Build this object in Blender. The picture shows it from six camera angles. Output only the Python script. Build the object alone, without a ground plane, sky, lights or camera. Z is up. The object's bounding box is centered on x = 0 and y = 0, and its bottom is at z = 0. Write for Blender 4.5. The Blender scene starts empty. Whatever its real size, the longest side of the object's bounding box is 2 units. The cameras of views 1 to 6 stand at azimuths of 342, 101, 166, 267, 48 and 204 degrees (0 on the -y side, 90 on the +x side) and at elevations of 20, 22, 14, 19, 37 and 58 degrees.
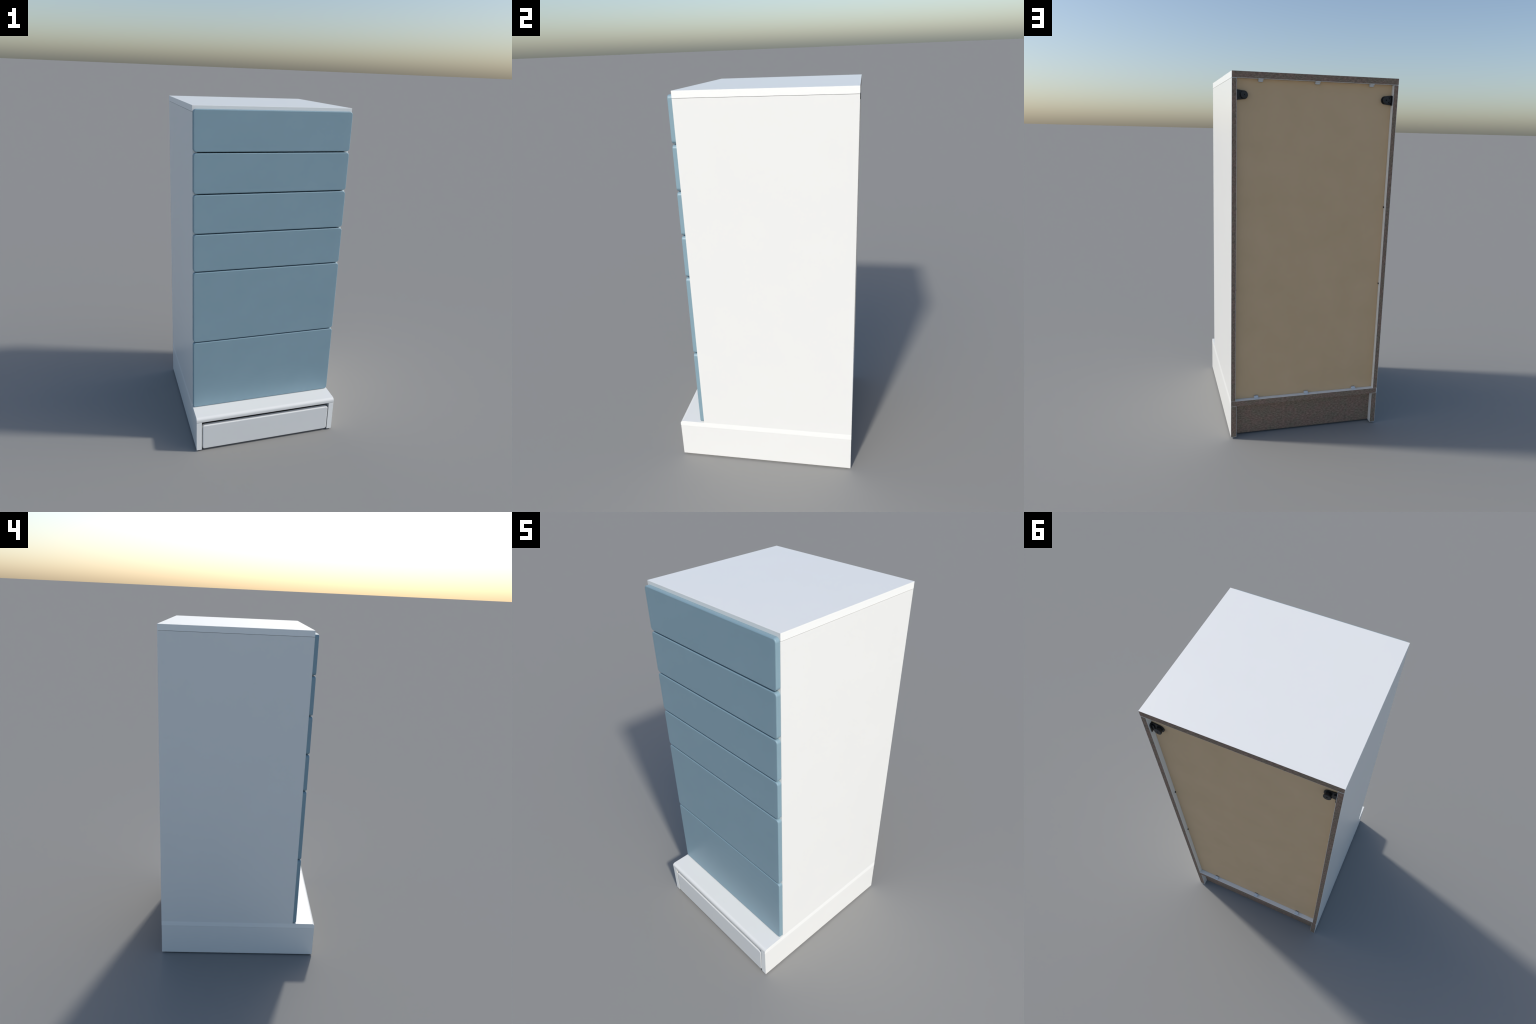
"""Tall narrow chest of drawers: white carcass, blue handle-less drawer fronts,
a deeper plinth with its own low drawer, and an unfinished chipboard back."""
import bpy, bmesh, math
from mathutils import Vector

# ------------------------------------------------------------------ dimensions
HALF_W = 0.4410            # half width of the whole piece
BACK_Y = 0.4737            # rear edge of every board
BODY_FRONT = -0.3365       # front edge of the side panels
PLINTH_FRONT = -0.4740     # front edge of the base slab
TOP_Z, TOP_UNDER = 2.0000, 1.9685
SLAB_Z, SLAB_UNDER = 0.2305, 0.1995
SIDE_T = 0.0255            # thickness of the upper side panels
LEG_T = 0.0315             # thickness of the plinth sides
LEG_BOTTOM = 0.0062
RAIL_BOTTOM = 0.0090
PANEL_Y = 0.4483           # visible face of the back sheet
FRONT_T = 0.0221           # thickness of a drawer front
FRONT_HALF_W = 0.4392
GAP = 0.0058               # gap between two drawer fronts


# ------------------------------------------------------------------- materials
def new_material(name):
    m = bpy.data.materials.new(name)
    m.use_nodes = True
    n, l = m.node_tree.nodes, m.node_tree.links
    return m, n, l, n["Principled BSDF"]


def painted(name, dark, light, scale, rough, rough_var=0.03, bump=0.02, spec=0.5):
    """Lacquer or foil: nearly flat colour with a faint cloudy variation."""
    m, n, l, b = new_material(name)
    tc = n.new("ShaderNodeTexCoord")
    no = n.new("ShaderNodeTexNoise")
    no.inputs["Scale"].default_value = scale
    no.inputs["Detail"].default_value = 5
    l.new(tc.outputs["Object"], no.inputs["Vector"])
    ra = n.new("ShaderNodeValToRGB")
    ra.color_ramp.elements[0].position = 0.3
    ra.color_ramp.elements[0].color = (*dark, 1)
    ra.color_ramp.elements[1].position = 0.7
    ra.color_ramp.elements[1].color = (*light, 1)
    l.new(no.outputs["Fac"], ra.inputs["Fac"])
    l.new(ra.outputs["Color"], b.inputs["Base Color"])
    mr = n.new("ShaderNodeMapRange")
    mr.inputs["To Min"].default_value = rough - rough_var
    mr.inputs["To Max"].default_value = rough + rough_var
    l.new(no.outputs["Fac"], mr.inputs["Value"])
    l.new(mr.outputs["Result"], b.inputs["Roughness"])
    b.inputs["Specular IOR Level"].default_value = spec
    fine = n.new("ShaderNodeTexNoise")
    fine.inputs["Scale"].default_value = 260
    fine.inputs["Detail"].default_value = 2
    l.new(tc.outputs["Object"], fine.inputs["Vector"])
    bp = n.new("ShaderNodeBump")
    bp.inputs["Strength"].default_value = bump
    bp.inputs["Distance"].default_value = 0.001
    l.new(fine.outputs["Fac"], bp.inputs["Height"])
    l.new(bp.outputs["Normal"], b.inputs["Normal"])
    return m


def chipboard(name, stretch):
    """Raw pressed chips: fine grain drawn out along the board."""
    m, n, l, b = new_material(name)
    tc = n.new("ShaderNodeTexCoord")
    mp = n.new("ShaderNodeMapping")
    mp.inputs["Scale"].default_value = stretch
    l.new(tc.outputs["Object"], mp.inputs["Vector"])
    grain = n.new("ShaderNodeTexNoise")
    grain.inputs["Scale"].default_value = 150
    grain.inputs["Detail"].default_value = 4
    grain.inputs["Roughness"].default_value = 0.7
    l.new(mp.outputs["Vector"], grain.inputs["Vector"])
    ra = n.new("ShaderNodeValToRGB")
    e = ra.color_ramp.elements
    e[0].position, e[0].color = 0.30, (0.138, 0.098, 0.070, 1)
    e[1].position, e[1].color = 0.72, (0.372, 0.276, 0.206, 1)
    mid = e.new(0.5)
    mid.color = (0.240, 0.173, 0.128, 1)
    l.new(grain.outputs["Fac"], ra.inputs["Fac"])
    patch = n.new("ShaderNodeTexNoise")
    patch.inputs["Scale"].default_value = 26
    patch.inputs["Detail"].default_value = 3
    l.new(tc.outputs["Object"], patch.inputs["Vector"])
    tint = n.new("ShaderNodeValToRGB")
    tint.color_ramp.elements[0].position = 0.38
    tint.color_ramp.elements[0].color = (0.95, 1.0, 0.95, 1)
    tint.color_ramp.elements[1].position = 0.62
    tint.color_ramp.elements[1].color = (1.08, 0.97, 0.97, 1)
    l.new(patch.outputs["Fac"], tint.inputs["Fac"])
    mx = n.new("ShaderNodeMix")
    mx.data_type = 'RGBA'
    mx.blend_type = 'MULTIPLY'
    mx.inputs["Factor"].default_value = 1
    l.new(ra.outputs["Color"], mx.inputs["A"])
    l.new(tint.outputs["Color"], mx.inputs["B"])
    l.new(mx.outputs["Result"], b.inputs["Base Color"])
    b.inputs["Roughness"].default_value = 0.85
    bp = n.new("ShaderNodeBump")
    bp.inputs["Strength"].default_value = 0.35
    bp.inputs["Distance"].default_value = 0.001
    l.new(grain.outputs["Fac"], bp.inputs["Height"])
    l.new(bp.outputs["Normal"], b.inputs["Normal"])
    return m


WHITE = painted("white_foil", (0.858, 0.858, 0.824), (0.866, 0.866, 0.832), 5, 0.30, 0.008)
WHITE_EDGE = painted("white_edge_band", (0.948, 0.953, 0.916), (0.956, 0.960, 0.924), 9, 0.33, 0.012)
WHITE_FRONT = painted("white_lacquer", (0.824, 0.832, 0.812), (0.840, 0.848, 0.826), 6, 0.36)
BLUE = painted("blue_lacquer", (0.242, 0.371, 0.434), (0.256, 0.386, 0.450), 7, 0.40)
SHEET = painted("brown_hardboard", (0.660, 0.458, 0.256), (0.700, 0.484, 0.282), 6, 0.65, bump=0.08)
CHIP = chipboard("raw_chipboard", (0.45, 1.0, 1.0))
CHIP_UP = chipboard("raw_chipboard_upright", (1.0, 1.0, 0.45))
BLACK = painted("black_plastic", (0.009, 0.010, 0.011), (0.014, 0.015, 0.017), 40, 0.42)
CLIP_WHITE = painted("clip_plastic", (0.60, 0.635, 0.655), (0.68, 0.71, 0.73), 60, 0.4)
RUBBER = painted("dark_foot_plastic", (0.02, 0.02, 0.022), (0.03, 0.03, 0.032), 30, 0.6)
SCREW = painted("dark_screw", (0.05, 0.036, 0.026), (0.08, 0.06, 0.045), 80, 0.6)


# -------------------------------------------------------------------- builders
def weighted_normals(me, angle):
    """Smooth across small angles only, letting the large flat faces stay flat."""
    me.shade_smooth()
    limit = math.cos(math.radians(angle))
    around = {}
    for p in me.polygons:
        for v in p.vertices:
            around.setdefault(v, []).append((p.normal.copy(), p.area))
    normals = []
    for p in me.polygons:
        for li in p.loop_indices:
            acc = Vector((0, 0, 0))
            for nrm, area in around[me.loops[li].vertex_index]:
                if nrm.dot(p.normal) > limit:
                    acc += nrm * area
            normals.append(acc.normalized() if acc.length > 0 else p.normal.copy())
    me.normals_split_custom_set(normals)


def finish(bm, name, mats, parent, smooth_angle=35):
    bmesh.ops.recalc_face_normals(bm, faces=bm.faces)
    me = bpy.data.meshes.new(name)
    bm.to_mesh(me)
    bm.free()
    for m in mats:
        me.materials.append(m)
    weighted_normals(me, smooth_angle)
    ob = bpy.data.objects.new(name, me)
    bpy.context.scene.collection.objects.link(ob)
    ob.parent = parent
    return ob


def instance(ob, location=(0, 0, 0), parent=None):
    c = ob.copy()
    c.location = location
    c.parent = parent or ob.parent
    bpy.context.scene.collection.objects.link(c)
    return c


def board(name, x0, x1, y0, y1, z0, z1, parent, mats, rim, round_front=0.0,
          end_slot=0, front_slot=0, soft=0.0008):
    """A board whose section (y, z) is drawn along x.  Its rear edge is raw:
    a rim of foil (rim = left, right, bottom, top) frames the core (slot 1)."""
    prof = [(y1, z0), (y1, z1)]
    if round_front:
        r = round_front
        for i in range(11):
            a = math.radians(90 + 9 * i)
            prof.append((y0 + r + r * math.cos(a), z1 - r + r * math.sin(a)))
        r2 = round_front * 0.25
        for i in range(5):
            a = math.radians(180 + 22.5 * i)
            prof.append((y0 + r2 + r2 * math.cos(a), z0 + r2 + r2 * math.sin(a)))
    else:
        prof += [(y0 + soft, z1), (y0, z1 - soft), (y0, z0 + soft), (y0 + soft, z0)]
    bm = bmesh.new()
    left = [bm.verts.new((x0, y, z)) for y, z in prof]
    right = [bm.verts.new((x1, y, z)) for y, z in prof]
    k = len(prof)
    ends = [bm.faces.new(left), bm.faces.new(right)]
    for f in ends:
        f.material_index = end_slot
    for i in range(1, k):
        j = (i + 1) % k
        f = bm.faces.new((left[i], left[j], right[j], right[i]))
        if 1 < i < k - 1:
            f.material_index = front_slot
    # rear edge: rim and core
    rl, rr, rb, rt = rim
    inner = [bm.verts.new(p) for p in ((x0 + rl, y1, z0 + rb), (x1 - rr, y1, z0 + rb),
                                       (x1 - rr, y1, z1 - rt), (x0 + rl, y1, z1 - rt))]
    outer = [left[0], right[0], right[1], left[1]]
    for i in range(4):
        j = (i + 1) % 4
        bm.faces.new((outer[i], outer[j], inner[j], inner[i]))
    core = bm.faces.new(inner)
    core.material_index = 1
    return finish(bm, name, mats, parent, 30)


def rounded_outline(hw, h, r, steps=6):
    pts = []
    for cx, cz, a0 in ((hw - r, h - r, 0), (-hw + r, h - r, 90),
                       (-hw + r, r, 180), (hw - r, r, 270)):
        for i in range(steps + 1):
            a = math.radians(a0 + 90 * i / steps)
            pts.append((cx + r * math.cos(a), cz + r * math.sin(a)))
    return pts


def lacquered_front(name, hw, h, t, r, edge, mat, parent):
    """Slab front with rounded corners and a rolled outer edge.
    Local origin: middle of the bottom edge, on the rear face; front is -y."""
    bm = bmesh.new()
    rings = []
    steps = 5
    levels = [(0.0, 0.0)]                       # (inset, y)
    for i in range(steps + 1):
        a = math.radians(90 * i / steps)
        levels.append((edge * (1 - math.cos(a)), -t + edge * (1 - math.sin(a))))
    for inset, y in levels:
        o = rounded_outline(hw - inset, h - 2 * inset, max(r - inset, 0.001))
        rings.append([bm.verts.new((x, y, z + inset)) for x, z in o])
    for a, b in zip(rings, rings[1:]):
        for i in range(len(a)):
            j = (i + 1) % len(a)
            bm.faces.new((a[i], a[j], b[j], b[i]))
    bm.faces.new(rings[0])
    bm.faces.new(rings[-1])
    return finish(bm, name, [mat], parent, 40)


def block(name, size, mat, parent, bevel=0.0, loc=(0, 0, 0)):
    bm = bmesh.new()
    bmesh.ops.create_cube(bm, size=1)
    for v in bm.verts:
        v.co = Vector((v.co.x * size[0], v.co.y * size[1], v.co.z * size[2]))
    if bevel:
        bmesh.ops.bevel(bm, geom=bm.edges[:], offset=bevel, segments=2,
                        affect='EDGES', profile=0.5)
    ob = finish(bm, name, [mat], parent, 40)
    ob.location = loc
    return ob


def prism(name, outline, axis, a, b, mat, parent, bevel=0.0):
    """Outline of two coordinates drawn along the third ('x', 'y' or 'z')."""
    def put(p, t):
        return {'x': (t, p[0], p[1]), 'y': (p[0], t, p[1]), 'z': (p[0], p[1], t)}[axis]
    bm = bmesh.new()
    va = [bm.verts.new(put(p, a)) for p in outline]
    vb = [bm.verts.new(put(p, b)) for p in outline]
    bm.faces.new(va)
    bm.faces.new(vb)
    for i in range(len(outline)):
        j = (i + 1) % len(outline)
        bm.faces.new((va[i], va[j], vb[j], vb[i]))
    bmesh.ops.recalc_face_normals(bm, faces=bm.faces)
    if bevel:
        rims = [e for e in bm.edges if len(e.link_faces) == 2
                and e.calc_face_angle() > math.radians(40)]
        bmesh.ops.bevel(bm, geom=rims, offset=bevel, segments=2, affect='EDGES', profile=0.5)
    return finish(bm, name, [mat], parent, 40)


def circle(cx, cz, r, n=28):
    return [(cx + r * math.cos(2 * math.pi * i / n), cz + r * math.sin(2 * math.pi * i / n))
            for i in range(n)]


# ------------------------------------------------------------------- the chest
chest = bpy.data.objects.new("chest_of_drawers", None)
bpy.context.scene.collection.objects.link(chest)
chest["label"] = "tall white chest of drawers with pale blue fronts and plinth"
chest["category"] = "dresser"

skin = 0.0009
# carcass boards
board("top_panel", -HALF_W, HALF_W, BODY_FRONT, BACK_Y, TOP_UNDER, TOP_Z, chest,
      [WHITE, CHIP, WHITE_EDGE], (skin, skin, 0.0006, 0.0004), end_slot=2, front_slot=0)
for s in (-1, 1):
    xo, xi = s * (HALF_W - 0.0003), s * (HALF_W - SIDE_T)
    board("side_panel", min(xo, xi), max(xo, xi), BODY_FRONT, BACK_Y,
          SLAB_Z - 0.0005, TOP_UNDER - 0.0015, chest, [WHITE, CHIP_UP, WHITE_EDGE],
          (skin, skin, 0.0012, 0.0010), front_slot=2)
board("base_panel", -HALF_W, HALF_W, PLINTH_FRONT, BACK_Y, SLAB_UNDER, SLAB_Z, chest,
      [WHITE, CHIP, WHITE_EDGE], (0.0035, 0.0012, 0.00005, 0.0005),
      round_front=0.0170, end_slot=2, front_slot=0)
for s in (-1, 1):
    xo, xi = s * (HALF_W - 0.0004), s * (HALF_W - LEG_T)
    board("plinth_side", min(xo, xi), max(xo, xi), PLINTH_FRONT + 0.0010, BACK_Y - 0.0006,
          LEG_BOTTOM, SLAB_UNDER - 0.0008, chest, [WHITE, CHIP_UP, WHITE_EDGE],
          (skin, skin, 0.0014, 0.001), front_slot=2)
rail_half = HALF_W - LEG_T - 0.0004
block("plinth_rail", (2 * rail_half, 0.026, SLAB_UNDER - RAIL_BOTTOM - 0.0002), CHIP, chest,
      loc=(0, 0.4405 - 0.013, (SLAB_UNDER + RAIL_BOTTOM) / 2 - 0.0001))
sheet_half = HALF_W - SIDE_T - 0.0006
block("back_panel", (2 * sheet_half, 0.006, TOP_UNDER - SLAB_Z - 0.0012), SHEET, chest,
      loc=(0, PANEL_Y - 0.003, (TOP_UNDER + SLAB_Z) / 2))

# drawer fronts: four shallow ones above two deep ones
PITCH = 0.21895
low = lacquered_front("drawer_front", FRONT_HALF_W, PITCH - GAP, FRONT_T - 0.0005, 0.0165, 0.0050, BLUE, chest)
BOTTOM_OF_FRONTS = 0.2325     # the lowest front comes right down to the slab
lowest = lacquered_front("drawer_front", FRONT_HALF_W, 1.9830 - 6 * PITCH - BOTTOM_OF_FRONTS,
                         FRONT_T - 0.0005, 0.0145, 0.0050, BLUE, chest)
lowest.location = (0, BODY_FRONT - 0.0005, BOTTOM_OF_FRONTS)
deep = lacquered_front("drawer_front", FRONT_HALF_W, 2 * PITCH - GAP, FRONT_T - 0.0005, 0.0165, 0.0050, BLUE, chest)
top_of_front = 1.9830
z = top_of_front
for i in range(5):
    h = (PITCH if i < 4 else 2 * PITCH)
    z -= h
    proto = low if i < 4 else deep
    loc = (0, BODY_FRONT - 0.0005, z + GAP)
    if i in (0, 4):
        proto.location = loc
    else:
        instance(proto, loc)

# low drawer in the plinth
kick = lacquered_front("plinth_drawer_front", 0.4048, 0.1648, 0.0220, 0.0125, 0.0055, WHITE_FRONT, chest)
kick.location = (0, -0.4738 + 0.0220, 0.0108)

# feet
foot = prism("foot", circle(0, 0, 0.0115, 20), 'z', 0.0, LEG_BOTTOM + 0.0005, RUBBER, chest, 0.001)
foot.location = (-0.4245, -0.4590, 0)
for p in ((0.4245, -0.459, 0), (-0.4245, 0.45, 0), (0.4245, 0.45, 0)):
    instance(foot, p)

# clips that hold the back sheet: a tongue with clipped corners and a hooked lip
def clip(name):
    bm = bmesh.new()
    # section (y, z): foot on the board, sloping back, hook over the sheet
    sec = [(PANEL_Y + 0.0225, 0.0), (PANEL_Y + 0.0225, 0.0030), (PANEL_Y + 0.0150, 0.0062),
           (PANEL_Y + 0.0105, 0.0138), (PANEL_Y + 0.0035, 0.0140), (PANEL_Y + 0.0035, 0.0105),
           (PANEL_Y + 0.0008, 0.0105), (PANEL_Y + 0.0008, 0.0)]
    w = 0.0118
    for x0, x1 in ((-w, -0.0075), (-0.0072, 0.0072), (0.0075, w)):
        mid = x0 == -0.0072
        pts = [(y - (0.0014 if mid and 1 < i < 4 else 0), z) for i, (y, z) in enumerate(sec)]
        va = [bm.verts.new((x0, y, z)) for y, z in pts]
        vb = [bm.verts.new((x1, y, z)) for y, z in pts]
        bm.faces.new(va)
        bm.faces.new(vb)
        for i in range(len(pts)):
            j = (i + 1) % len(pts)
            bm.faces.new((va[i], va[j], vb[j], vb[i]))
    # clipped upper corners
    for v in bm.verts:
        if v.co.z > 0.0125 and abs(v.co.x) > 0.011:
            v.co.z -= 0.0014
    # shadow in the gap between clip and sheet, modelled as a dark block
    gap_shadow = bmesh.ops.create_cube(bm, size=1)["verts"]
    for v in gap_shadow:
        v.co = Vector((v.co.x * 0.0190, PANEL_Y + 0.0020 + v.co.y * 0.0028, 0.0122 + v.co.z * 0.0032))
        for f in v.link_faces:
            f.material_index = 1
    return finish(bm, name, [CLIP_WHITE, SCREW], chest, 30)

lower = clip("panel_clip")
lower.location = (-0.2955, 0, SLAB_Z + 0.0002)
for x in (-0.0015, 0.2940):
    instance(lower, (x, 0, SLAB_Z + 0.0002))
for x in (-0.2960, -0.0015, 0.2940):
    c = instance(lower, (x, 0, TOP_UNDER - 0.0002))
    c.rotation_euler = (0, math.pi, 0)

# wall brackets: flange on the side panel, tongue along the back, round knob
BZ = 1.8898
def bracket():
    r = 0.0212
    cx = -0.0380                                   # knob centre, from the side panel
    out = [(0.0, -0.0255), (0.0, 0.0255)]
    for i in range(13):
        a = math.radians(84 + 16 * i)
        out.append((cx + r * math.cos(a), r * math.sin(a)))
    tongue = prism("wall_bracket", out, 'y', PANEL_Y + 0.0006, PANEL_Y + 0.0065, BLACK, chest, 0.0012)
    flange = prism("bracket_flange", [(PANEL_Y + 0.0008, 0.0250), (PANEL_Y + 0.0160, 0.0240),
                                      (PANEL_Y + 0.0205, 0.0180), (PANEL_Y + 0.0190, -0.0262),
                                      (PANEL_Y + 0.0150, -0.0262), (PANEL_Y + 0.0008, -0.0250)],
                   'x', -0.0042, -0.0001, BLACK, tongue, 0.0008)
    rib = prism("bracket_rib", [(-0.0160, -0.0130), (-0.0040, -0.0150), (-0.0040, 0.0150), (-0.0160, 0.0130)],
                'y', PANEL_Y + 0.0060, PANEL_Y + 0.0120, BLACK, tongue, 0.0012)
    stem = prism("bracket_stem", circle(cx, 0, 0.0135), 'y', PANEL_Y + 0.0060, PANEL_Y + 0.0170, BLACK, tongue)
    # knob head with a small socket in its face
    bm = bmesh.new()
    n = 28
    rings = []
    for rad, y in ((0.0030, 0.0180), (0.0030, 0.0242), (0.0160, 0.0242), (0.0176, 0.0230), (0.0176, 0.0165), (0.0155, 0.0155)):
        rings.append([bm.verts.new((cx + rad * math.cos(2 * math.pi * i / n), PANEL_Y + y,
                                    rad * math.sin(2 * math.pi * i / n))) for i in range(n)])
    for a, b in zip(rings, rings[1:]):
        for i in range(n):
            j = (i + 1) % n
            bm.faces.new((a[i], a[j], b[j], b[i]))
    bm.faces.new(rings[0])
    bm.faces.new(rings[-1])
    knob = finish(bm, "bracket_knob", [BLACK], tongue, 35)
    return tongue, [flange, rib, stem, knob]

t, parts = bracket()
t.location = (HALF_W - SIDE_T, 0, BZ)
t2 = instance(t, (-(HALF_W - SIDE_T), 0, BZ))
t2.scale = (-1, 1, 1)
for p in parts:
    instance(p, (0, 0, 0), t2)

# dark fixings and drill marks on the inner faces behind the back sheet
xin = HALF_W - SIDE_T
pin = block("screw", (0.0050, 0.0060, 0.0090), SCREW, chest, 0.0008, (-xin + 0.0018, PANEL_Y + 0.0030, 1.3206))
for x, zz in ((-xin + 0.0018, 0.8798), (xin - 0.0018, 1.3206), (xin - 0.0018, 0.8798)):
    instance(pin, (x, PANEL_Y + 0.0030, zz))
hole = prism("drill_hole", circle(0, 0, 0.0017, 14), 'x', -0.0006, 0.0006, SCREW, chest)
hole.location = (-xin, 0.4640, 0.3249)
for x, y, zz in ((-xin, 0.4600, 0.2891), (xin, 0.4640, 0.3249), (xin, 0.4600, 0.2891)):
    instance(hole, (x, y, zz))
